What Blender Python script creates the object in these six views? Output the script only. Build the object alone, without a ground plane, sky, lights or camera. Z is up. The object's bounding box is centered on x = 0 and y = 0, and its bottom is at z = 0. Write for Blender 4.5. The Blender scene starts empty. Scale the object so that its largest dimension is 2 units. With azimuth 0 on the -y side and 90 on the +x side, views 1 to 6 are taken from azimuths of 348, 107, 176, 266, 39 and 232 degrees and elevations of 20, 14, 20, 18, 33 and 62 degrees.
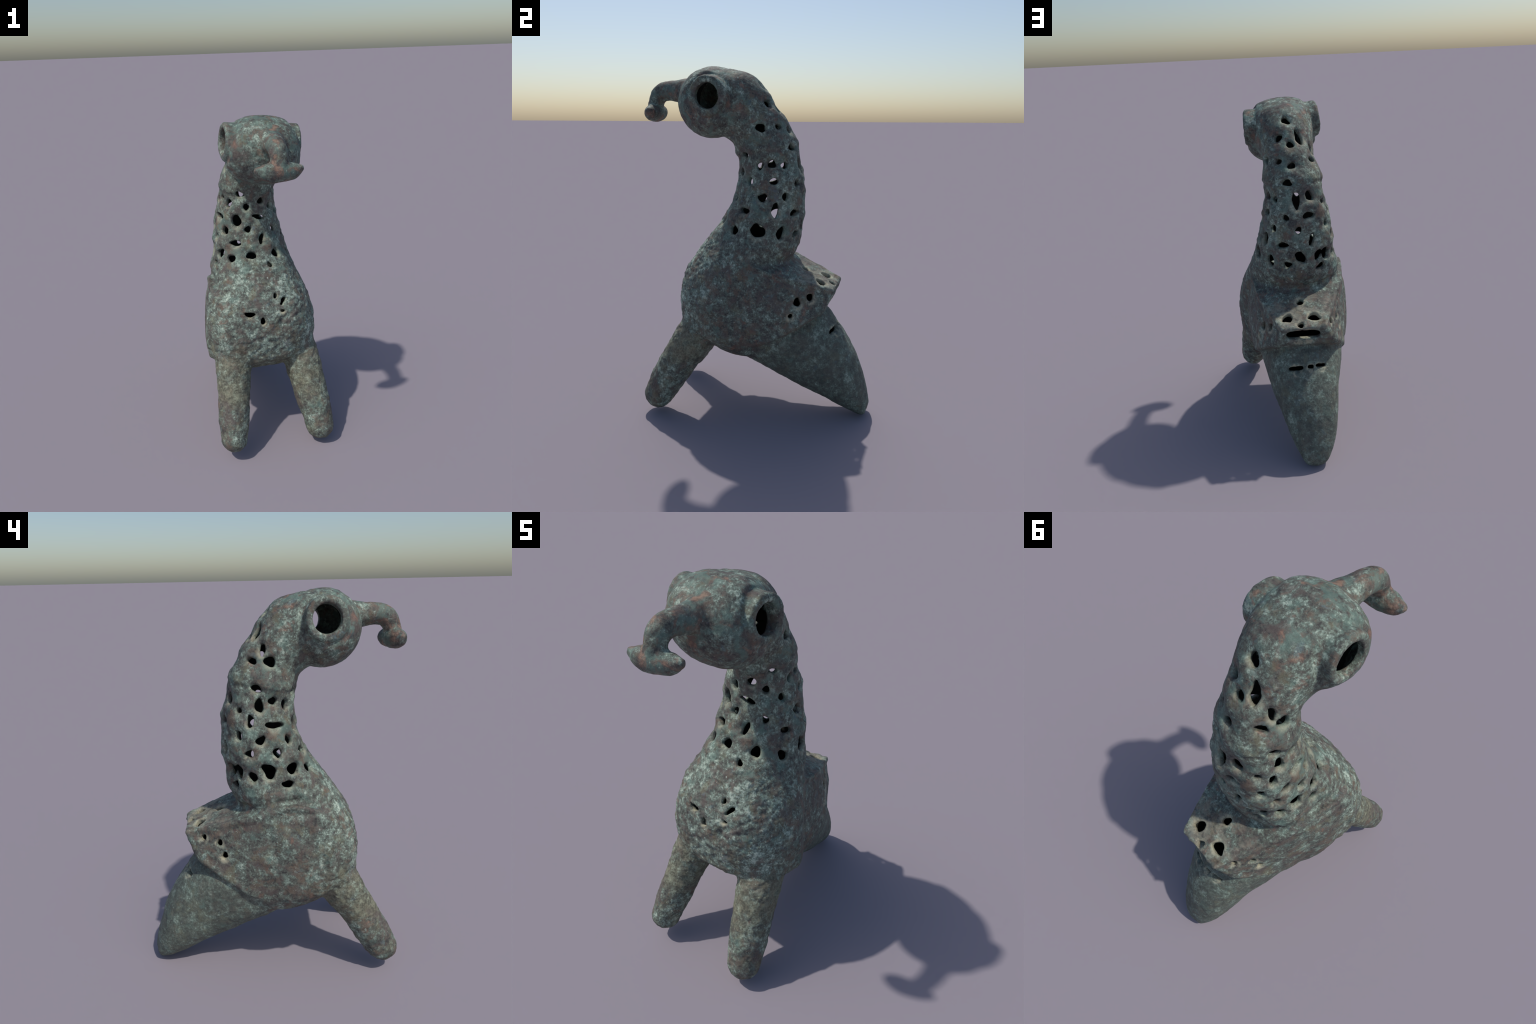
# Hollow openwork bronze bird: bulbous torso, pierced neck, tubular head with ring eyes,
# hooked beak with a crossbar, two peg legs and a tapering tail.
import bpy, bmesh, math, random
import numpy as np
from mathutils import Vector, Matrix
from mathutils.bvhtree import BVHTree

random.seed(7)
SCN = bpy.context.scene
VOX_SHAPE = 0.0085      # voxel size of the first, closed body
VOX_FINAL = 0.0058      # voxel size after the piercing


# ------------------------------------------------------------------ helpers
def catmull(rows, steps):
    """Catmull-Rom through rows of numbers."""
    r = np.array(rows, float)
    p = np.vstack([2 * r[0] - r[1], r, 2 * r[-1] - r[-2]])
    out = []
    for i in range(1, len(p) - 2):
        for t in np.linspace(0, 1, steps, endpoint=False):
            a, b, c, d = p[i - 1], p[i], p[i + 1], p[i + 2]
            out.append(0.5 * (2 * b + (c - a) * t + (2 * a - 5 * b + 4 * c - d) * t * t
                              + (3 * b - a - 3 * c + d) * t ** 3))
    out.append(r[-1])
    return np.array(out)


def mesh_object(name, verts, faces):
    me = bpy.data.meshes.new(name)
    me.from_pydata([tuple(v) for v in verts], [], faces)
    me.validate()
    ob = bpy.data.objects.new(name, me)
    SCN.collection.objects.link(ob)
    return ob


def skin_rings(name, rings):
    """Close a stack of rings into a solid."""
    n = len(rings[0])
    verts = [v for r in rings for v in r]
    verts.append(np.mean(rings[0], axis=0))
    verts.append(np.mean(rings[-1], axis=0))
    faces = []
    for i in range(len(rings) - 1):
        for j in range(n):
            k = (j + 1) % n
            faces.append((i * n + j, i * n + k, (i + 1) * n + k, (i + 1) * n + j))
    a, b, last = len(verts) - 2, len(verts) - 1, (len(rings) - 1) * n
    for j in range(n):
        k = (j + 1) % n
        faces.append((a, k, j))
        faces.append((b, last + j, last + k))
    ob = mesh_object(name, verts, faces)
    bm = bmesh.new()
    bm.from_mesh(ob.data)
    bmesh.ops.recalc_face_normals(bm, faces=bm.faces)
    if bm.calc_volume() < 0:
        bmesh.ops.reverse_faces(bm, faces=bm.faces)
    bm.to_mesh(ob.data)
    bm.free()
    return ob


def profile_loft(name, sections, inset=0.0, steps=5, n=56, lean=(0.75, 0.5)):
    """Sections across the body: (y,z of the first edge, y,z of the opposite edge,
    least x, greatest x, squareness, fullness of the front left)."""
    rings = []
    for y0, z0, y1, z1, xa, xb, e, full in catmull(sections, steps):
        mid = np.array([(xa + xb) / 2, (y0 + y1) / 2, (z0 + z1) / 2])
        axis = np.array([0, y1 - y0, z1 - z0])
        half = np.linalg.norm(axis) / 2
        axis /= 2 * half
        hb, hx = max(half - inset, 0.01), max((xb - xa) / 2 - inset, 0.01)
        t = np.linspace(0, 2 * math.pi, n, endpoint=False)
        c, s = np.cos(t), np.sin(t)
        e = np.maximum(e - full * (lean[0] * c + lean[1] * s), 1.65)
        c = np.sign(c) * np.abs(c) ** (2 / e)
        s = np.sign(s) * np.abs(s) ** (2 / e)
        rings.append(mid + np.outer(c * hx, [1, 0, 0]) + np.outer(s * hb, axis))
    return skin_rings(name, rings)


def tube(name, spine, inset=0.0, steps=8, n=36, flat=1.0):
    """Round bar: rows of x, y, z, radius; rounded ends."""
    rows = catmull(spine, steps)
    p, r = rows[:, :3], np.maximum(rows[:, 3] - inset, 0.004)
    tan = np.gradient(p, axis=0)
    tan /= np.linalg.norm(tan, axis=1)[:, None]
    ref = np.array([1.0, 0, 0]) if abs(tan[0][0]) < 0.8 else np.array([0, 0, 1.0])
    rings = []
    caps = np.linspace(0.02, math.pi / 2, 7)[:-1]

    def ring(c, t, rad):
        u = np.cross(t, ref)
        u /= np.linalg.norm(u)
        v = np.cross(t, u)
        a = np.linspace(0, 2 * math.pi, n, endpoint=False)
        return c + rad * (np.outer(np.cos(a), u) + flat * np.outer(np.sin(a), v))
    for a in caps:
        rings.append(ring(p[0] - tan[0] * r[0] * math.cos(a), tan[0], r[0] * math.sin(a)))
    for i in range(len(p)):
        rings.append(ring(p[i], tan[i], r[i]))
    for a in caps[::-1]:
        rings.append(ring(p[-1] + tan[-1] * r[-1] * math.cos(a), tan[-1], r[-1] * math.sin(a)))
    return skin_rings(name, rings)


def join(obs, name):
    bm = bmesh.new()
    for o in obs:
        bm.from_mesh(o.data)
    me = bpy.data.meshes.new(name)
    bm.to_mesh(me)
    bm.free()
    for o in obs:
        bpy.data.objects.remove(o)
    ob = bpy.data.objects.new(name, me)
    SCN.collection.objects.link(ob)
    return ob


def apply_mods(ob):
    dg = bpy.context.evaluated_depsgraph_get()
    dg.update()
    me = bpy.data.meshes.new_from_object(ob.evaluated_get(dg))
    old = ob.data
    ob.modifiers.clear()
    ob.data = me
    bpy.data.meshes.remove(old)


def remesh(ob, voxel, smooth=0, factor=0.5):
    m = ob.modifiers.new("r", 'REMESH')
    m.mode = 'VOXEL'
    m.voxel_size = voxel
    m.adaptivity = 0
    if smooth:
        s = ob.modifiers.new("s", 'SMOOTH')
        s.iterations = smooth
        s.factor = factor
    apply_mods(ob)


def boolean(ob, other, op):
    m = ob.modifiers.new("b", 'BOOLEAN')
    m.operation = op
    m.object = other
    m.solver = 'MANIFOLD'
    apply_mods(ob)


def coords(me):
    a = np.empty(len(me.vertices) * 3, np.float32)
    me.vertices.foreach_get("co", a)
    return a.reshape(-1, 3).astype(float)


def set_coords(me, a):
    me.vertices.foreach_set("co", a.astype(np.float32).ravel())
    me.update()


def normals(me):
    a = np.empty(len(me.vertices) * 3, np.float32)
    me.vertices.foreach_get("normal", a)
    return a.reshape(-1, 3).astype(float)


def noise3(p, scale, seed=0):
    """Smooth value noise in -1..1."""
    q = p * scale + seed * 17.31
    i = np.floor(q).astype(np.int64)
    f = q - i
    f = f * f * f * (f * (f * 6 - 15) + 10)

    def h(dx, dy, dz):
        k = (i[:, 0] + dx) * 374761393 + (i[:, 1] + dy) * 668265263 + (i[:, 2] + dz) * 2147483647 + seed * 9176
        k = (k ^ (k >> 13)) * 1274126177 & 0x7FFFFFFF
        k = (k ^ (k >> 15)) * 1103515245 & 0x7FFFFFFF
        return ((k >> 8) & 0xFFFF) / 32767.5 - 1
    x, y, z = f.T
    v = 0
    for dx in (0, 1):
        for dy in (0, 1):
            for dz in (0, 1):
                v = v + h(dx, dy, dz) * (x if dx else 1 - x) * (y if dy else 1 - y) * (z if dz else 1 - z)
    return v


def fbm(p, scale, seed=0, octaves=3):
    v, a, s = 0, 1, 0
    for o in range(octaves):
        v = v + a * noise3(p, scale * 2 ** o, seed + o)
        s += a
        a *= 0.55
    return v / s


def sstep(a, b, x):
    t = np.clip((x - a) / (b - a), 0, 1)
    return t * t * (3 - 2 * t)


# ------------------------------------------------------------------ measures (m)
# front y,z / back y,z / x min / x max / squareness / how much fuller the front left is
NECK = [
    (-0.27, 1.67, -0.16, 1.983, -0.20, 0.222, 2.2, 0.0),
    (-0.18, 1.61, -0.018, 1.938, -0.158, 0.186, 2.1, 0.0),
    (-0.139, 1.580, 0.088, 1.822, -0.155, 0.155, 2.0, 0.0),
    (-0.124, 1.53, 0.174, 1.679, -0.178, 0.152, 2.0, 0.05),
    (-0.124, 1.44, 0.238, 1.517, -0.203, 0.160, 2.0, 0.10),
    (-0.125, 1.375, 0.263, 1.40, -0.219, 0.171, 2.1, 0.25),
    (-0.139, 1.30, 0.270, 1.30, -0.236, 0.192, 2.1, 0.3),
    (-0.176, 1.21, 0.270, 1.20, -0.250, 0.212, 2.15, 0.35),
    (-0.225, 1.135, 0.262, 1.12, -0.261, 0.232, 2.2, 0.4),
    (-0.287, 1.05, 0.240, 1.03, -0.276, 0.250, 2.3, 0.5),
    (-0.350, 0.96, 0.205, 0.95, -0.290, 0.285, 2.35, 0.75),
    (-0.410, 0.86, 0.17, 0.85, -0.330, 0.322, 2.5, 0.9),
    (-0.438, 0.73, 0.12, 0.72, -0.352, 0.346, 2.55, 0.9),
    (-0.438, 0.62, 0.12, 0.58, -0.354, 0.346, 2.55, 0.9),
    (-0.428, 0.553, 0.14, 0.46, -0.346, 0.330, 2.5, 0.8),
    (-0.384, 0.516, 0.16, 0.39, -0.312, 0.275, 2.25, 0.5),
    (-0.33, 0.455, 0.12, 0.345, -0.27, 0.23, 2.0, 0.3),
    (-0.24, 0.430, 0.04, 0.345, -0.16, 0.15, 2.0, 0.0),
]
# underside y,z / back y,z / ...
TAIL = [
    (-0.24, 0.420, 0.02, 0.74, -0.280, 0.255, 2.3, 0.5),
    (-0.03, 0.322, 0.23, 0.70, -0.280, 0.238, 2.35, 0.6),
    (0.16, 0.228, 0.386, 0.655, -0.252, 0.205, 2.35, 0.5),
    (0.315, 0.153, 0.462, 0.578, -0.216, 0.170, 2.35, 0.45),
    (0.417, 0.104, 0.521, 0.491, -0.201, 0.138, 2.3, 0.4),
    (0.497, 0.063, 0.583, 0.386, -0.185, 0.110, 2.2, 0.5),
    (0.572, 0.026, 0.632, 0.255, -0.156, 0.075, 2.1, 0.4),
    (0.617, 0.007, 0.667, 0.130, -0.120, 0.044, 2.0, 0.2),
    (0.643, 0.000, 0.674, 0.075, -0.098, 0.020, 2.0, 0.0),
    (0.657, 0.008, 0.667, 0.040, -0.080, -0.01, 2.0, 0.0),
]
LEG_RIGHT = [(0.195, -0.23, 0.62, 0.105), (0.222, -0.318, 0.48, 0.116), (0.238, -0.392, 0.363, 0.109),
             (0.260, -0.472, 0.225, 0.101), (0.276, -0.536, 0.108, 0.088)]
LEG_LEFT = [(-0.200, -0.25, 0.62, 0.105), (-0.225, -0.345, 0.48, 0.112), (-0.241, -0.420, 0.368, 0.098),
            (-0.264, -0.507, 0.225, 0.093), (-0.277, -0.562, 0.133, 0.082)]
BEAK = [(0.037, -0.33, 1.840, 0.09), (0.034, -0.415, 1.859, 0.073), (0.030, -0.47, 1.863, 0.060),
        (0.026, -0.535, 1.866, 0.053), (0.022, -0.588, 1.849, 0.050), (0.021, -0.618, 1.798, 0.045),
        (0.021, -0.622, 1.750, 0.043)]
CROSSBAR = [(-0.096, -0.636, 1.760, 0.024), (-0.068, -0.632, 1.752, 0.041), (-0.018, -0.628, 1.747, 0.051),
            (0.027, -0.623, 1.745, 0.053), (0.074, -0.614, 1.743, 0.048), (0.110, -0.607, 1.748, 0.039),
            (0.135, -0.602, 1.754, 0.024)]
HEAD_MID = Vector((0.015, -0.250, 1.802))
EYE_AXIS = Vector((0.441, 0.030, -0.039)).normalized()
RIGHT_OUT = Vector((0.99, -0.06, -0.02)).normalized()     # the rings turn a little forward
LEFT_OUT = Vector((-0.985, -0.09, 0.09)).normalized()
EYE_RIGHT = Vector((0.225, -0.212, 1.829))
EYE_LEFT = Vector((-0.188, -0.243, 1.860))


def head_barrel(name, inset=0.0):
    """Round barrel lying across, a little slimmer towards the eye rings."""
    rings = []
    for t in np.linspace(0, 1, 41):
        s = -math.cos(math.pi * t)                       # -1 .. 1
        x = 0.015 + s * (0.226 - inset)
        r = (0.193 - inset) * (1 - abs(s) ** (2.6 if s > 0 else 2.15)) ** (1 / 2.3) + 1e-3
        if inset == 0:
            r = max(r, 0.001)
        tilt = -0.06 * s
        c = np.array([x, HEAD_MID.y + 0.012 * s, HEAD_MID.z + 0.2 * tilt])
        a = np.linspace(0, 2 * math.pi, 60, endpoint=False)
        rings.append(c + np.outer(np.cos(a) * r, [0, 1, 0]) + np.outer(np.sin(a) * r * 1.0, [0, 0, 1]))
    return skin_rings(name, rings)


def eye_ring(name, centre, out, big=0.087, small=0.024):
    """Thick rim, its face turned outwards."""
    u = out.orthogonal().normalized()
    v = out.cross(u)
    verts, faces, N, M = [], [], 56, 18
    for i in range(N):
        a = 2 * math.pi * i / N
        d = u * math.cos(a) + v * math.sin(a)
        for j in range(M):
            b = 2 * math.pi * j / M
            # stretched inwards so that the rim roots in the head
            w = math.sin(b)
            verts.append(centre + d * (big + small * math.cos(b)) + out * (small * 0.8 * w if w > 0 else small * 2.6 * w))
    for i in range(N):
        for j in range(M):
            k, l = (i + 1) % N, (j + 1) % M
            faces.append((i * M + j, k * M + j, k * M + l, i * M + l))
    ob = mesh_object(name, verts, faces)
    bm = bmesh.new()
    bm.from_mesh(ob.data)
    bmesh.ops.recalc_face_normals(bm, faces=bm.faces)
    bm.to_mesh(ob.data)
    bm.free()
    return ob


def saddle_hull(name, inset=0.0):
    """Box-like back of the torso: a sloping lid that narrows to a short vertical end."""
    k = inset
    pts = [
        # lid, from the shoulders to the back edge
        (0.262 - k, -0.02, 0.955 - k), (-0.310 + k, -0.08, 0.990 - k), (-0.318 + k, -0.15, 0.975 - k), (-0.298 + k, 0.04, 0.962 - k), (0.12, 0.20, 0.911 - k), (-0.13, 0.20, 0.909 - k),
        (0.228 - k, 0.17, 0.888 - k), (-0.265 + k, 0.13, 0.908 - k),
        (0.114 - k, 0.470 - k, 0.803 - k), (-0.134 + k, 0.470 - k, 0.803 - k),
        # end, leaning in towards the tail
        (0.112 - k, 0.475 - k, 0.778), (-0.131 + k, 0.475 - k, 0.778),
        (0.160 - k, 0.398 - k, 0.690), (-0.208 + k, 0.392 - k, 0.690), (0.160 - k, 0.398 - k, 0.650), (-0.206 + k, 0.392 - k, 0.650),
        # lower edge, running forward and down to the belly
        (0.236 - k, 0.27 - k, 0.590 + k), (-0.260 + k, 0.27 - k, 0.570 + k),
        (0.270 - k, 0.14, 0.50 + k), (0.275 - k, 0.13, 0.68), (0.236 - k, 0.27, 0.70), (-0.296 + k, 0.14, 0.485 + k), (-0.306 + k, 0.12, 0.70),
        (0.258 - k, 0.0, 0.45 + k), (-0.295 + k, 0.0, 0.42 + k),
        (0.310 - k, -0.18, 0.66), (-0.370 + k, -0.27, 0.62), (-0.360 + k, -0.26, 0.78), (-0.334 + k, -0.24, 0.91), (-0.360 + k, -0.25, 0.52), (-0.312 + k, -0.350, 0.68), (-0.300 + k, -0.352, 0.79), (-0.272 + k, -0.320, 0.92), (0.290 - k, -0.08, 0.85), (-0.322 + k, -0.16, 0.88),
        (0.15, -0.1, 0.46 + k), (-0.15, -0.1, 0.46 + k),
    ]
    bm = bmesh.new()
    for p in pts:
        bm.verts.new(p)
    bmesh.ops.convex_hull(bm, input=bm.verts)
    loose = [v for v in bm.verts if not v.link_faces]
    bmesh.ops.delete(bm, geom=loose, context='VERTS')
    bmesh.ops.recalc_face_normals(bm, faces=bm.faces)
    me = bpy.data.meshes.new(name)
    bm.to_mesh(me)
    bm.free()
    ob = bpy.data.objects.new(name, me)
    SCN.collection.objects.link(ob)
    return ob


def closed_body():
    obs = [profile_loft("a", NECK), profile_loft("b", TAIL, lean=(0.5, 0.7)), tube("c", LEG_RIGHT), tube("d", LEG_LEFT),
           tube("e", BEAK), tube("f", CROSSBAR), head_barrel("g"), saddle_hull("h"),
           eye_ring("i", EYE_RIGHT, RIGHT_OUT), eye_ring("j", EYE_LEFT, LEFT_OUT)]
    ob = join(obs, "closed")
    remesh(ob, VOX_SHAPE, 7, 0.5)
    # melt the legs into the chest
    q = coords(ob.data)
    d = np.minimum(np.linalg.norm(q - np.array((-0.235, -0.35, 0.52)), axis=1), np.linalg.norm(q - np.array((0.235, -0.34, 0.52)), axis=1))
    w = 1 - sstep(0.10, 0.19, d)
    vg = ob.vertex_groups.new(name="joint")
    for level in (0.25, 0.5, 0.75, 1.0):
        idx = np.nonzero((w > level - 0.25) & (w <= level))[0].tolist()
        vg.add(idx, level - 0.12, 'REPLACE')
    m = ob.modifiers.new("melt", 'SMOOTH')
    m.iterations, m.factor, m.vertex_group = 30, 0.5, "joint"
    apply_mods(ob)
    ob.vertex_groups.clear()
    return ob


def bvh_of(ob):
    bm = bmesh.new()
    bm.from_mesh(ob.data)
    t = BVHTree.FromBMesh(bm)
    bm.free()
    return t


def void():
    obs = [profile_loft("a", NECK[:-2], 0.040), profile_loft("b", TAIL[:-2], 0.036, lean=(0.5, 0.7)), head_barrel("c", 0.034), saddle_hull("d", 0.034)]
    ob = join(obs, "void")
    remesh(ob, 0.012, 4)
    return ob


# ------------------------------------------------------------------ openings
# neck, in rough rows: height, bearing in degrees (0 = front, 90 = right), half length, half width, tilt
NECK_HOLES = [
    # nape
    (1.801, -160, 0.048, 0.020, 97), (1.676, -131, 0.030, 0.012, 167), (1.726, -115, 0.033, 0.013, 98),
    (1.670, -91, 0.030, 0.020, 164), (1.669, 103, 0.024, 0.023, 8), (1.802, 143, 0.023, 0.017, 78),
    (1.678, 143, 0.019, 0.013, 176), (1.893, 167, 0.024, 0.022, 83), (1.770, 173, 0.021, 0.018, 86),
    (1.658, 173, 0.023, 0.014, 177),
    # upper
    (1.492, -155, 0.024, 0.022, 2), (1.443, -129, 0.015, 0.012, 96), (1.549, -106, 0.025, 0.015, 163),
    (1.467, -97, 0.038, 0.016, 96), (1.486, -73, 0.020, 0.018, 93), (1.463, -51, 0.022, 0.018, 76),
    (1.517, -26, 0.027, 0.014, 167), (1.438, -12, 0.023, 0.015, 88), (1.467, 21, 0.021, 0.018, 30),
    (1.430, 45, 0.018, 0.016, 161), (1.521, 57, 0.022, 0.013, 0), (1.466, 88, 0.020, 0.014, 91),
    (1.479, 112, 0.019, 0.019, 6), (1.473, 135, 0.020, 0.015, 83), (1.567, 162, 0.030, 0.016, 0),
    (1.471, 178, 0.051, 0.018, 99),
    # middle
    (1.382, -162, 0.031, 0.016, 9), (1.320, -129, 0.023, 0.015, 112), (1.394, -111, 0.030, 0.015, 80),
    (1.301, -98, 0.021, 0.021, 119), (1.372, -76, 0.042, 0.016, 173), (1.295, -56, 0.024, 0.019, 98),
    (1.357, -33, 0.033, 0.026, 85), (1.306, -10, 0.020, 0.018, 87), (1.372, 14, 0.041, 0.013, 170),
    (1.291, 44, 0.017, 0.014, 177), (1.383, 72, 0.019, 0.014, 95), (1.303, 98, 0.024, 0.023, 165),
    (1.388, 116, 0.026, 0.014, 4), (1.303, 136, 0.022, 0.016, 106), (1.372, 159, 0.018, 0.014, 78),
    (1.297, 180, 0.021, 0.018, 92),
    # lower
    (1.238, -159, 0.036, 0.014, 77), (1.235, -114, 0.025, 0.015, 6), (1.239, -77, 0.025, 0.018, 87),
    (1.231, -33, 0.037, 0.016, 1), (1.245, 14, 0.031, 0.013, 66), (1.229, 72, 0.026, 0.014, 172),
    (1.234, 120, 0.040, 0.018, 79), (1.209, 154, 0.039, 0.015, 7),
    # base
    (1.130, -178, 0.038, 0.024, 107), (1.132, -150, 0.034, 0.024, 64), (1.050, -149, 0.027, 0.018, 13),
    (1.134, -136, 0.035, 0.025, 102), (1.117, -117, 0.023, 0.021, 31), (1.150, -94, 0.036, 0.029, 108),
    (1.085, -78, 0.032, 0.014, 175), (1.160, -63, 0.029, 0.026, 179), (1.149, -39, 0.022, 0.020, 152),
    (1.163, -8, 0.025, 0.024, 64), (1.106, 17, 0.017, 0.015, 3), (1.158, 33, 0.028, 0.019, 67),
    (1.124, 68, 0.025, 0.020, 159), (1.124, 102, 0.038, 0.037, 94), (1.102, 136, 0.038, 0.019, 70),
    (1.081, 164, 0.025, 0.017, 10),
]
# chest: x, z, half length, half width, tilt
CHEST_HOLES = [(0.051, 0.946, 0.020, 0.010, 58), (0.097, 0.916, 0.027, 0.011, 47), (0.082, 0.863, 0.020, 0.008, 168),
               (-0.118, 0.862, 0.034, 0.014, 176), (-0.041, 0.813, 0.018, 0.014, 105)]
# lid of the box-like back: x, y
LID_HOLES = [(-0.012, 0.265, 0.021, 0.017, 83), (-0.079, 0.370, 0.036, 0.024, 156), (0.074, 0.370, 0.035, 0.025, 28),
             (0.003, 0.418, 0.018, 0.017, 80)]
# its flanks: side, y, z
FLANK_HOLES = [(-1, 0.378, 0.786, 0.016, 0.014, 17), (-1, 0.299, 0.771, 0.016, 0.015, 38), (-1, 0.273, 0.707, 0.017, 0.015, 72),
               (1, 0.356, 0.764, 0.019, 0.018, 140), (1, 0.292, 0.740, 0.022, 0.017, 78), (1, 0.260, 0.662, 0.013, 0.012, 93)]
# slots seen from behind: x, z
BACK_SLOTS = [(-0.010, 0.740, 0.090, 0.027, 0), (-0.044, 0.551, 0.017, 0.010, 179), (-0.104, 0.548, 0.030, 0.009, 172),
              (0.043, 0.541, 0.041, 0.011, 8)]
# small blind pits on the chest: x, z, radius, depth
PITS = [(0.078, 0.815, 0.016, 0.016), (0.070, 0.785, 0.020, 0.013), (0.098, 0.775, 0.018, 0.010)]


def neck_axis_y(z):
    return float(np.interp(z, [1.0, 1.2, 1.5, 1.75, 1.9], [-0.03, 0.04, 0.06, 0.0, -0.1]))


def find_openings(tree):
    """Where each opening meets the surface: centre, outward normal, half sizes, tilt."""
    out = []

    def z_of(v):
        return v.z

    def add(kind, origin, d, hl, hw, tilt):
        hit, _, _, _ = tree.ray_cast(Vector(origin), Vector(d))
        if hit is None:
            return
        n = Vector((0, 0, 0))
        for q in tree.find_nearest_range(hit, 0.03):
            n += q[1]
        n = n.normalized()
        if kind == "slot":
            n = Vector((0.3 * n.x, 1, 0.25 if z_of(hit) < 0.65 else 0.0)).normalized()
        out.append((kind, hit, n, hl, hw, math.radians(tilt)))
    for z, b, hl, hw, t in NECK_HOLES:
        d = Vector((math.sin(math.radians(b)), -math.cos(math.radians(b)), 0))
        o = Vector((-0.02, neck_axis_y(z), z)) + d * 0.9
        hit = tree.ray_cast(o, -d)[0]
        add("neck", o, -d, hl, hw, t)
    for x, z, hl, hw, t in CHEST_HOLES:
        add("chest", (x, -1, z), (0, 1, 0), hl, hw, t)
    for x, y, hl, hw, t in LID_HOLES:
        add("lid", (x, y, 1.0), (0, 0.15, -1), hl, hw, t)
    for sd, y, z, hl, hw, t in FLANK_HOLES:
        add("flank", (sd, y, z), (-sd, 0, 0), hl, hw, t)
    for x, z, hl, hw, t in BACK_SLOTS:
        add("slot", (x, 1, z), (0, -1, 0), hl, hw, t)
    return out


def cutter(op, rng):
    """Irregular prism, flaring outwards, driven through the wall."""
    kind, p, n, hl, hw, tilt = op
    deep = {"neck": 0.075, "chest": 0.10, "lid": 0.045, "flank": 0.085, "slot": 0.09}[kind]
    T = Vector((0, 0, 1)).cross(n).normalized()
    B = n.cross(T)
    a, b = T * math.cos(tilt) + B * math.sin(tilt), -T * math.sin(tilt) + B * math.cos(tilt)
    N = 14
    ph, amp = rng.uniform(0, 6.28, 3), rng.uniform(0.06, 0.17, 3)
    e = rng.uniform(1.45, 2.5) if kind != "slot" else 3.5
    rings = []
    hl, hw = hl * 1.07 + 0.001, hw * 1.12 + 0.0015
    for depth, k in ((-deep, 0.92), (-0.03, 0.95), (-0.006, 1.0), (0.004, 1.16), (0.05, 1.7)):
        ring = []
        for j in range(N):
            t = 2 * math.pi * j / N
            w = 1 + amp[0] * math.cos(2 * t + ph[0]) + amp[1] * math.cos(3 * t + ph[1]) + 0.5 * amp[2] * math.cos(5 * t + ph[2])
            c, s_ = math.cos(t), math.sin(t)
            c = math.copysign(abs(c) ** (2 / e), c)
            s_ = math.copysign(abs(s_) ** (2 / e), s_)
            if kind == "slot":
                w = 1 + 0.3 * (w - 1)
            grow = (k - 1) * (hl + hw) / 2
            ring.append(p + n * depth + a * (hl * c * w + grow * c) + b * (hw * s_ * w + grow * s_))
        rings.append(ring)
    return skin_rings("cut", [[np.array(v) for v in r] for r in rings])


def crease_height(y):
    """Height of the fold where the torso overhangs the tail."""
    return np.interp(y, [-0.1, 0.0, 0.165, 0.2, 0.295, 0.39, 0.435], [0.34, 0.395, 0.484, 0.52, 0.582, 0.642, 0.662])


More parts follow.
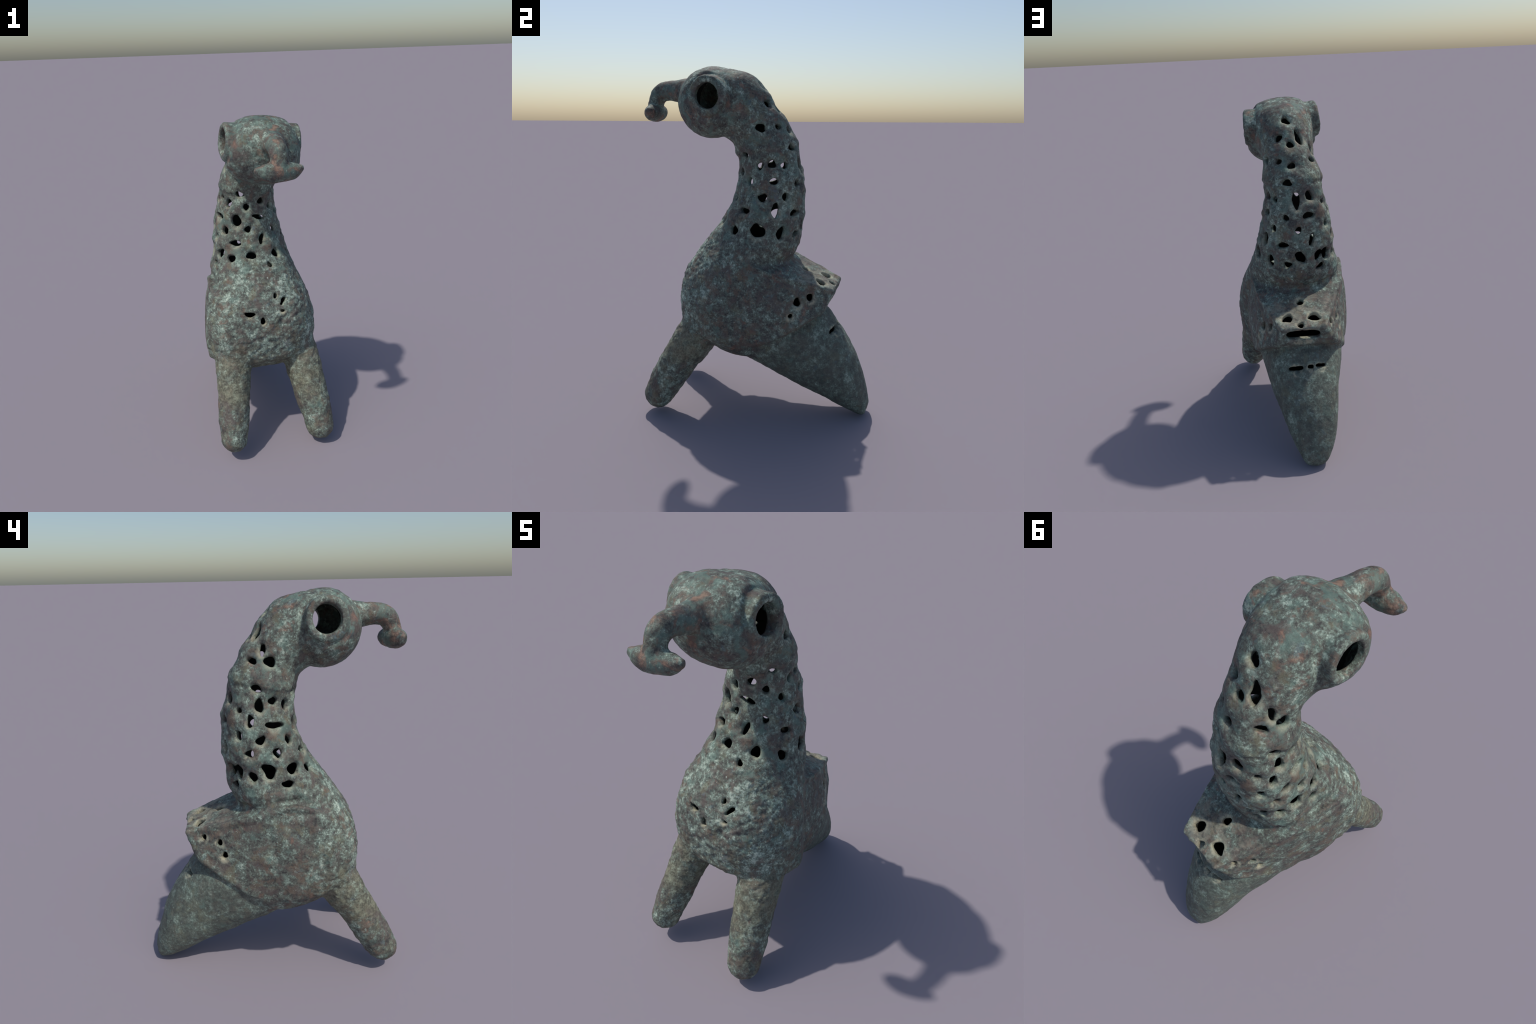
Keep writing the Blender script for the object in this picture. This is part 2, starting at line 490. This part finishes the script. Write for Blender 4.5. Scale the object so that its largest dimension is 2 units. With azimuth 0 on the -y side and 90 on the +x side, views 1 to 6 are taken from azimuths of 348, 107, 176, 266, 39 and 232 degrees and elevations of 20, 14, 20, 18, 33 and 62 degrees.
def front_relief(ob, ops):
    """Dents round the openings, the fold, ridges and rings, before the piercing."""
    p, n = coords(ob.data), normals(ob.data)
    d = np.zeros(len(p))
    for kind, c, nn, hl, hw, t in ops:
        r = (hl + hw) / 2
        q = np.linalg.norm(p - np.array(c), axis=1)
        d -= {"neck": 0.018, "chest": 0.005, "lid": 0.008, "flank": 0.007, "slot": 0.004}[kind] * np.exp(-(q / (1.45 * r + 0.007)) ** 2)
    x, y, z = p.T
    # fold between torso and tail
    s = (z - crease_height(y)) * 0.82
    m = sstep(0.08, 0.24, y) * (z < 0.75)
    d += m * (0.010 * np.exp(-((s - 0.022) / 0.022) ** 2) * (s > -0.01) - 0.006 * np.exp(-((s + 0.002) / 0.009) ** 2))
    # band under the head
    s = z - (1.538 + 0.18 * y)
    m = (y > -0.16) & (z < 1.75)
    d += m * (0.009 * sstep(-0.012, 0.004, s) * (1 - sstep(0.01, 0.09, s)))
    # lower neck bands: faint steps winding round
    for z0, k in ((1.365, 0.10), (1.20, -0.05)):
        s = z - (z0 + k * y - 0.04 * x)
        d += 0.004 * np.exp(-((s) / 0.014) ** 2) * (y > -0.3)
    # rolls where the neck sits on the torso
    back = sstep(-0.12, 0.08, y) * (np.hypot(x + 0.02, y - 0.0) < 0.36) * (z > 0.88)
    tilt = z - 0.06 * np.abs(x) - 0.015 * noise3(p, 6, 3)
    for z0, amp in ((1.008, 0.004), (0.968, 0.004)):
        d += back * amp * np.exp(-((tilt - z0) / 0.014) ** 2)
    # crease where the neck stands on the shoulders
    for line in (((0.0, 0.232, 0.938), (-0.12, 0.212, 0.942), (-0.22, 0.14, 0.962), (-0.270, 0.03, 0.992), (-0.288, -0.12, 1.008)),
                 ((0.0, 0.232, 0.938), (0.12, 0.205, 0.945), (0.20, 0.14, 0.965), (0.25, 0.04, 0.990))):
        q = seg_dist(p, [(*v, 0.0) for v in line])
        d -= 0.011 * np.exp(-(q / 0.013) ** 2)
    # long grooves along the edge of the box's end
    for a, b in (((0.205, 0.395, 0.79), (0.20, 0.36, 0.66)), ((-0.215, 0.395, 0.80), (-0.245, 0.345, 0.655))):
        a, b = np.array(a), np.array(b)
        t = np.clip((p - a) @ (b - a) / ((b - a) @ (b - a)), 0, 1)
        q = np.linalg.norm(p - a - t[:, None] * (b - a), axis=1)
        d -= 0.007 * np.exp(-(q / 0.011) ** 2)
    # raised edge between the lid or shoulder and the flanks
    for line in (((-0.318, -0.17, 0.972), (-0.308, -0.04, 0.980), (-0.266, 0.13, 0.906), (-0.205, 0.30, 0.856), (-0.134, 0.46, 0.803)),
                 ((0.265, 0.02, 0.945), (0.232, 0.17, 0.890), (0.180, 0.31, 0.842), (0.114, 0.46, 0.797))):
        q = seg_dist(p, [(*v, 0.0) for v in line])
        d += 0.009 * np.exp(-(q / 0.014) ** 2) - 0.004 * np.exp(-((q - 0.030) / 0.010) ** 2)
    # groove round the foot of each eye ring
    for c, o in ((EYE_RIGHT, RIGHT_OUT), (EYE_LEFT, LEFT_OUT)):
        q = p - np.array(c)
        h = q @ np.array(o)
        rr = np.linalg.norm(q - np.outer(h, np.array(o)), axis=1)
        d -= (h > -0.06) * 0.011 * np.exp(-((rr - 0.119) / 0.009) ** 2)
    # pits
    for px, pz, r, depth in PITS:
        q = np.hypot(x - px, z - pz)
        d -= (y < -0.25) * depth * np.exp(-(q / r) ** 2)
    set_coords(ob.data, p + n * d[:, None])


def surface_grain(ob, outer):
    """Cast and corroded surface: lumps, pits and wrinkles."""
    p, n = coords(ob.data), normals(ob.data)
    x, y, z = p.T
    front = sstep(-0.05, -0.25, y) * sstep(0.42, 0.5, z) * (1 - sstep(1.05, 1.2, z))
    legs = sstep(-0.15, -0.27, y) * (1 - sstep(0.45, 0.56, z))
    neck = sstep(0.95, 1.05, z) * (1 - sstep(1.55, 1.65, z))
    head = sstep(1.6, 1.7, z)
    d = 0.0040 * fbm(p, 11, 1) + 0.0022 * fbm(p, 42, 5)
    w = fbm(p * np.array([1, 1, 1.3]), 34, 9)
    d += front * (0.0065 * w - 0.004 * np.maximum(0, fbm(p, 60, 21)))
    d += legs * (0.0045 * fbm(p, 26, 13) - 0.004 * np.maximum(0, noise3(p, 55, 15) - 0.35))
    d += neck * (0.005 * fbm(p, 20, 17) - 0.004 * np.abs(fbm(p * np.array([1, 1, 1.5]), 9, 27)))
    d += head * 0.0015 * fbm(p, 30, 19)
    set_coords(ob.data, p + n * (d * outer)[:, None])


# ------------------------------------------------------------------ which part a point belongs to
def seg_dist(p, rows):
    best = np.full(len(p), 9.0)
    for r0, r1 in zip(rows[:-1], rows[1:]):
        a, b = np.array(r0[:3]), np.array(r1[:3])
        t = np.clip((p - a) @ (b - a) / ((b - a) @ (b - a)), 0, 1)
        q = np.linalg.norm(p - a - t[:, None] * (b - a), axis=1) - (r0[3] + t * (r1[3] - r0[3]))
        best = np.minimum(best, q)
    return best


PARTS = ["torso", "neck", "head", "beak", "beak_crossbar", "eye_ring", "eye_ring.001", "tail", "leg", "leg.001"]


def part_of(p):
    x, y, z = p.T
    lab = np.zeros(len(p), int)
    lab[z > 1.0 + 0.12 * np.clip(-y - 0.05, 0, 0.3)] = 1
    lab[(z > 1.55) & ((y + 0.085) * 0.96 - (z - 1.6) * 0.27 < 0)] = 2
    lab[(z < crease_height(y)) & (y > -0.02)] = 7
    for k, c, o in ((5, EYE_RIGHT, RIGHT_OUT), (6, EYE_LEFT, LEFT_OUT)):
        q = p - np.array(c)
        h = q @ np.array(o)
        r = np.linalg.norm(q - np.outer(h, np.array(o)), axis=1)
        lab[(h > -0.012) & (r < 0.125)] = k
    lab[(z > 1.6) & (y < -0.436)] = 3
    cross = seg_dist(p, CROSSBAR)
    lab[(lab == 3) & (cross < 0.012) & (z < 1.79)] = 4
    for k, leg in ((8, LEG_RIGHT), (9, LEG_LEFT)):
        q = seg_dist(p, leg[1:])
        lab[(q < 0.03) & (z < 0.46 + 0.25 * (y + 0.35)) & (y < -0.13)] = k
    return lab


# ------------------------------------------------------------------ materials
class Nodes:
    def __init__(self, mat):
        mat.use_nodes = True
        self.t = mat.node_tree
        self.t.nodes.clear()

    def add(self, kind, **kw):
        n = self.t.nodes.new("ShaderNode" + kind)
        for k, v in kw.items():
            setattr(n, k, v)
        return n

    def put(self, sock, v):
        if hasattr(v, "is_output"):
            self.t.links.new(v, sock)
        elif isinstance(v, tuple) and len(v) == 3 and sock.type == 'RGBA':
            sock.default_value = (*v, 1)
        else:
            sock.default_value = v

    def math(self, op, a, b=0.0, c=0.0, clamp=False):
        n = self.add("Math", operation=op, use_clamp=clamp)
        for s, v in zip(n.inputs, (a, b, c)):
            self.put(s, v)
        return n.outputs[0]

    def step(self, v, lo, hi):
        n = self.add("MapRange", interpolation_type='SMOOTHSTEP')
        for k, w in (("Value", v), ("From Min", lo), ("From Max", hi)):
            self.put(n.inputs[k], w)
        return n.outputs[0]

    def mix(self, f, a, b):
        n = self.add("Mix", data_type='RGBA')
        self.put(n.inputs[0], f)
        self.put(n.inputs[6], a)
        self.put(n.inputs[7], b)
        return n.outputs[2]

    def noise(self, vec, scale, detail=4, rough=0.6, off=0.0, distort=0.0):
        m = self.add("Mapping")
        self.put(m.inputs[0], vec)
        m.inputs["Location"].default_value = (off, off * 1.7, -off)
        n = self.add("TexNoise")
        self.put(n.inputs["Vector"], m.outputs[0])
        n.inputs["Scale"].default_value = scale
        n.inputs["Detail"].default_value = detail
        n.inputs["Roughness"].default_value = rough
        n.inputs["Distortion"].default_value = distort
        return n.outputs["Fac"]

    def ramp(self, f, stops):
        n = self.add("ValToRGB")
        self.put(n.inputs[0], f)
        el = n.color_ramp.elements
        while len(el) < len(stops):
            el.new(0.5)
        for e, (pos, c) in zip(el, stops):
            e.position = pos
            e.color = (*c, 1)
        return n.outputs[0]


def bronze(name, ops, dark=False):
    mat = bpy.data.materials.new(name)
    g = Nodes(mat)
    P = g.add("TexCoord").outputs["Object"]
    sep = g.add("SeparateXYZ")
    g.put(sep.inputs[0], P)
    X, Y, Z = sep.outputs
    big = g.noise(P, 7, 4, 0.6, 3.1)
    mid = g.noise(P, 30, 6, 0.66, 0.7, 0.1)
    fine = g.noise(P, 95, 4, 0.7, 5.5)
    # zones
    edge = g.math('MULTIPLY_ADD', g.math('SUBTRACT', big, 0.5), 0.7, g.math('MULTIPLY_ADD', g.math('SUBTRACT', mid, 0.5), 0.35, Z))
    legs = g.math('MULTIPLY', g.step(g.math('MULTIPLY_ADD', g.math('SUBTRACT', mid, 0.5), 0.3, Y), -0.12, -0.26), g.step(edge, 0.72, 0.42))
    tail = g.math('MULTIPLY', g.step(g.math('SUBTRACT', g.math('MULTIPLY_ADD', Y, 0.62, 0.40), Z), -0.08, 0.10), g.step(Y, 0.0, 0.12))
    chest = g.math('MULTIPLY', g.step(Y, -0.10, -0.28), g.math('MULTIPLY', g.step(Z, 0.48, 0.60), g.step(Z, 1.2, 1.02)))
    neck = g.step(Z, 0.98, 1.08)
    grit = g.noise(P, 190, 3, 0.7, 8.5)
    v = g.math('MULTIPLY_ADD', g.math('SUBTRACT', fine, 0.5), 0.75, mid)
    v = g.math('MULTIPLY_ADD', g.math('SUBTRACT', grit, 0.5), 0.30, v)
    v = g.math('MULTIPLY_ADD', g.math('SUBTRACT', big, 0.5), 0.55, v)
    v = g.math('MULTIPLY_ADD', chest, 0.035, v)
    v = g.math('ADD', v, -0.022)
    v = g.math('MULTIPLY_ADD', tail, -0.02, v)
    col = g.ramp(v, [(0.27, (0.055, 0.053, 0.050)), (0.42, (0.100, 0.104, 0.088)), (0.52, (0.138, 0.165, 0.134)),
                     (0.62, (0.225, 0.292, 0.240)), (0.74, (0.45, 0.52, 0.43))])
    # brown oxide in patches
    br = g.math('MULTIPLY_ADD', g.math('SUBTRACT', fine, 0.5), 0.35, g.noise(P, 14, 6, 0.66, 11.0, 0.3))
    br = g.math('MULTIPLY_ADD', g.math('SUBTRACT', big, 0.5), -0.25, br)
    flank = g.math('MULTIPLY', g.step(Y, -0.32, -0.15), g.math('MULTIPLY', g.step(Z, 0.40, 0.50), g.step(Z, 1.02, 0.90)))
    br = g.math('MULTIPLY_ADD', flank, 0.03, br)
    brm = g.math('MULTIPLY', g.step(br, 0.51, 0.60), 0.68)
    brm = g.math('MULTIPLY', brm, g.math('MULTIPLY_ADD', tail, -0.45, 1.0))
    col = g.mix(brm, col, g.mix(g.step(g.noise(P, 9, 3, 0.6, 91.0), 0.45, 0.6), (0.118, 0.090, 0.080), (0.150, 0.104, 0.076)))
    # ochre and olive stains
    oc = g.step(g.noise(P, 11, 4, 0.6, 97.0, 0.5), 0.55, 0.68)
    col = g.mix(g.math('MULTIPLY', oc, 0.40), col, (0.185, 0.165, 0.095))
    # turquoise veil
    tq = g.step(g.math('MULTIPLY_ADD', neck, 0.06, g.noise(P, 12, 5, 0.64, 23.0)), 0.56, 0.70)
    col = g.mix(g.math('MULTIPLY', tq, 0.55), col, (0.130, 0.215, 0.178))
    # blue-grey
    bl = g.step(g.noise(P, 17, 4, 0.6, 31.0, 0.5), 0.62, 0.70)
    col = g.mix(g.math('MULTIPLY', bl, 0.40), col, (0.12, 0.175, 0.195))
    # pale specks
    sp = g.step(g.math('MULTIPLY_ADD', g.math('SUBTRACT', big, 0.5), 0.25, g.noise(P, 58, 3, 0.55, 41.0, 0.1)), 0.63, 0.73)
    col = g.mix(g.math('MULTIPLY', sp, g.math('MULTIPLY_ADD', chest, 0.3, 0.45)), col, (0.46, 0.55, 0.46))
    # rust: red-brown and orange
    ru = g.noise(P, 13, 5, 0.65, 53.0, 0.5)
    up = g.math('MULTIPLY_ADD', g.step(Z, 1.62, 1.72), 0.055, ru)
    up = g.math('MULTIPLY_ADD', g.math('MULTIPLY', g.step(Z, 1.55, 1.65), g.step(Y, -0.38, -0.46)), 0.045, up)
    up = g.math('MULTIPLY_ADD', flank, 0.035, up)
    rum = g.math('MULTIPLY', g.step(up, 0.60, 0.72), g.math('MULTIPLY_ADD', tail, -0.55, 0.60))
    col = g.mix(rum, col, (0.195, 0.110, 0.082))
    orr = g.step(g.math('ADD', up, g.math('MULTIPLY', g.math('SUBTRACT', fine, 0.5), 0.25)), 0.68, 0.79)
    col = g.mix(g.math('MULTIPLY', orr, 0.50), col, (0.36, 0.225, 0.150))
    # khaki soil on the legs and up over the joints
    kh = g.math('MULTIPLY', legs, g.step(g.math('MULTIPLY_ADD', g.step(Z, 0.28, 0.42), 0.20, g.noise(P, 11, 5, 0.65, 61.0)), 0.42, 0.72))
    col = g.mix(g.math('MULTIPLY', kh, 0.66), col, g.mix(g.step(g.math('MULTIPLY_ADD', fine, 0.5, g.math('MULTIPLY', mid, 0.6)), 0.42, 0.68), (0.105, 0.104, 0.070), (0.275, 0.275, 0.185)))
    # smoother dark green tail
    col = g.mix(g.math('MULTIPLY', tail, 0.38), col, g.mix(mid, (0.080, 0.100, 0.080), (0.160, 0.205, 0.165)))
    # pale soil over the lid
    lid = g.math('MULTIPLY', g.step(g.math('ADD', Z, g.math('MULTIPLY_ADD', Y, 0.36, -0.973)), -0.045, -0.015), g.math('MULTIPLY', g.step(Y, 0.20, 0.30), g.step(Z, 0.98, 0.93)))
    lid = g.math('MULTIPLY', lid, g.step(g.noise(P, 22, 5, 0.65, 67.0), 0.42, 0.60))
    col = g.mix(g.math('MULTIPLY', lid, 0.38), col, (0.36, 0.34, 0.26))
    # cream tint at the lower lip of the openings
    near = None
    for kind, c, n, hl, hw, t in ops:
        drop = 0.55 * max(hl * abs(math.sin(t)), hw)
        q = c + Vector((0, 0, -1)) * drop * (1 if kind != "lid" else 0)
        d = g.add("VectorMath", operation='DISTANCE')
        g.put(d.inputs[0], P)
        d.inputs[1].default_value = q
        r = (hl + hw) / 2
        w = {"neck": 1.0, "lid": 1.9, "flank": 1.5, "slot": 1.0, "chest": 0.6}[kind]
        e = g.math('SUBTRACT', d.outputs["Value"], r * 1.0 + 0.004 * w)
        if kind in ("neck", "chest"):
            e = g.math('ADD', e, 0.006)
        near = e if near is None else g.math('MINIMUM', near, e)
    worn = g.math('MULTIPLY', g.step(near, 0.030, 0.002), g.step(mid, 0.38, 0.60))
    col = g.mix(g.math('MULTIPLY', worn, 0.28), col, (0.27, 0.315, 0.25))
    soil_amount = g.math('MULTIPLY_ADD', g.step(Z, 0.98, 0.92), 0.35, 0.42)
    soil = g.math('MULTIPLY', g.step(near, 0.016, -0.002), g.step(g.math('MULTIPLY_ADD', fine, 0.5, g.noise(P, 16, 3, 0.6, 71.0)), 0.62, 0.88))
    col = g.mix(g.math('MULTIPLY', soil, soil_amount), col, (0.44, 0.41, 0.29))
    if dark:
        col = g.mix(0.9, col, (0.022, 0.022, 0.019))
    b = g.add("BsdfPrincipled")
    g.put(b.inputs["Base Color"], col)
    g.put(b.inputs["Roughness"], g.math('MULTIPLY_ADD', mid, 0.25, 0.58))
    b.inputs["Specular IOR Level"].default_value = 0.35
    bump = g.add("Bump")
    bump.inputs["Strength"].default_value = 0.55
    bump.inputs["Distance"].default_value = 0.006
    hgt = g.math('MULTIPLY_ADD', g.noise(P, 55, 5, 0.65, 81.0), 0.7, g.math('MULTIPLY', fine, 0.6))
    g.put(bump.inputs["Height"], hgt)
    g.put(b.inputs["Normal"], bump.outputs[0])
    o = g.add("OutputMaterial")
    g.put(o.inputs[0], b.outputs[0])
    return mat


# ------------------------------------------------------------------ assembly
def main():
    rng = np.random.RandomState(11)
    ob = closed_body()
    ops = find_openings(bvh_of(ob))
    front_relief(ob, ops)
    skin = bvh_of(ob)
    hollow = void()
    tunnel = tube("tunnel", [(*(EYE_RIGHT + EYE_AXIS * 0.12), 0.068), (*(EYE_RIGHT + EYE_AXIS * 0.01), 0.067),
                             (*(EYE_RIGHT - EYE_AXIS * 0.05), 0.066), (*(EYE_LEFT + EYE_AXIS * 0.05), 0.067),
                             (*(EYE_LEFT - EYE_AXIS * 0.01), 0.070), (*(EYE_LEFT - EYE_AXIS * 0.12), 0.074)])
    boolean(ob, hollow, 'DIFFERENCE')
    bpy.data.objects.remove(hollow)
    batches = []
    for o in ops:                       # openings far enough apart share a batch
        for bt in batches:
            if all((o[1] - q[1]).length > 0.36 for q in bt):
                bt.append(o)
                break
        else:
            batches.append([o])
    cuts = [tunnel] + [join([cutter(o, rng) for o in bt], "cuts") for bt in batches]
    for c in cuts:
        boolean(ob, c, 'DIFFERENCE')
        bpy.data.objects.remove(c)
    remesh(ob, VOX_FINAL, 3, 0.5)
    p = coords(ob.data)
    depth = np.array([skin.find_nearest(Vector(q))[3] for q in p])
    outer = 1 - sstep(0.004, 0.016, depth)
    surface_grain(ob, outer)

    me = ob.data
    p, nrm = coords(me), normals(me)
    nf = len(me.polygons)
    quads = np.empty(len(me.loops), np.int32)
    me.loops.foreach_get("vertex_index", quads)
    quads = quads.reshape(nf, -1)
    lab = part_of(p[quads].mean(1))
    mid_q = p[quads].mean(1)
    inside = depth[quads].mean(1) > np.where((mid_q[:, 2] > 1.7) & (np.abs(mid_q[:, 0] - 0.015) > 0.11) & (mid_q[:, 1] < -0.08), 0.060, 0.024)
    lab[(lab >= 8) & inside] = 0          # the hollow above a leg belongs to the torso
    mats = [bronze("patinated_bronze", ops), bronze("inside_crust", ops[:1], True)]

    root = bpy.data.objects.new("bronze_bird", None)
    SCN.collection.objects.link(root)
    root["label"] = "hollow openwork bronze bird with hooked beak and ring eyes"
    root["category"] = "bronze figurine"
    made = {}
    for k, name in enumerate(PARTS):
        f = quads[lab == k]
        if not len(f):
            continue
        used, inv = np.unique(f, return_inverse=True)
        m = bpy.data.meshes.new(name)
        f2 = inv.reshape(f.shape)
        m.vertices.add(len(used))
        m.vertices.foreach_set("co", p[used].astype(np.float32).ravel())
        m.loops.add(f2.size)
        m.loops.foreach_set("vertex_index", f2.ravel().astype(np.int32))
        m.polygons.add(len(f2))
        m.polygons.foreach_set("loop_start", np.arange(0, f2.size, 4, dtype=np.int32))
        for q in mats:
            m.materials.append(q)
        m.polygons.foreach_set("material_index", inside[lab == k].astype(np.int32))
        m.update(calc_edges=True)
        m.polygons.foreach_set("use_smooth", np.ones(len(f2), bool))
        m.normals_split_custom_set_from_vertices([tuple(v) for v in nrm[used]])
        o = bpy.data.objects.new(name, m)
        SCN.collection.objects.link(o)
        made[name] = o
    under = {"eye_ring": "head", "eye_ring.001": "head", "beak_crossbar": "beak"}
    for name, o in made.items():
        o.parent = made[under[name]] if name in under else root
    bpy.data.objects.remove(ob)


if not globals().get("NO_MAIN"):
    main()
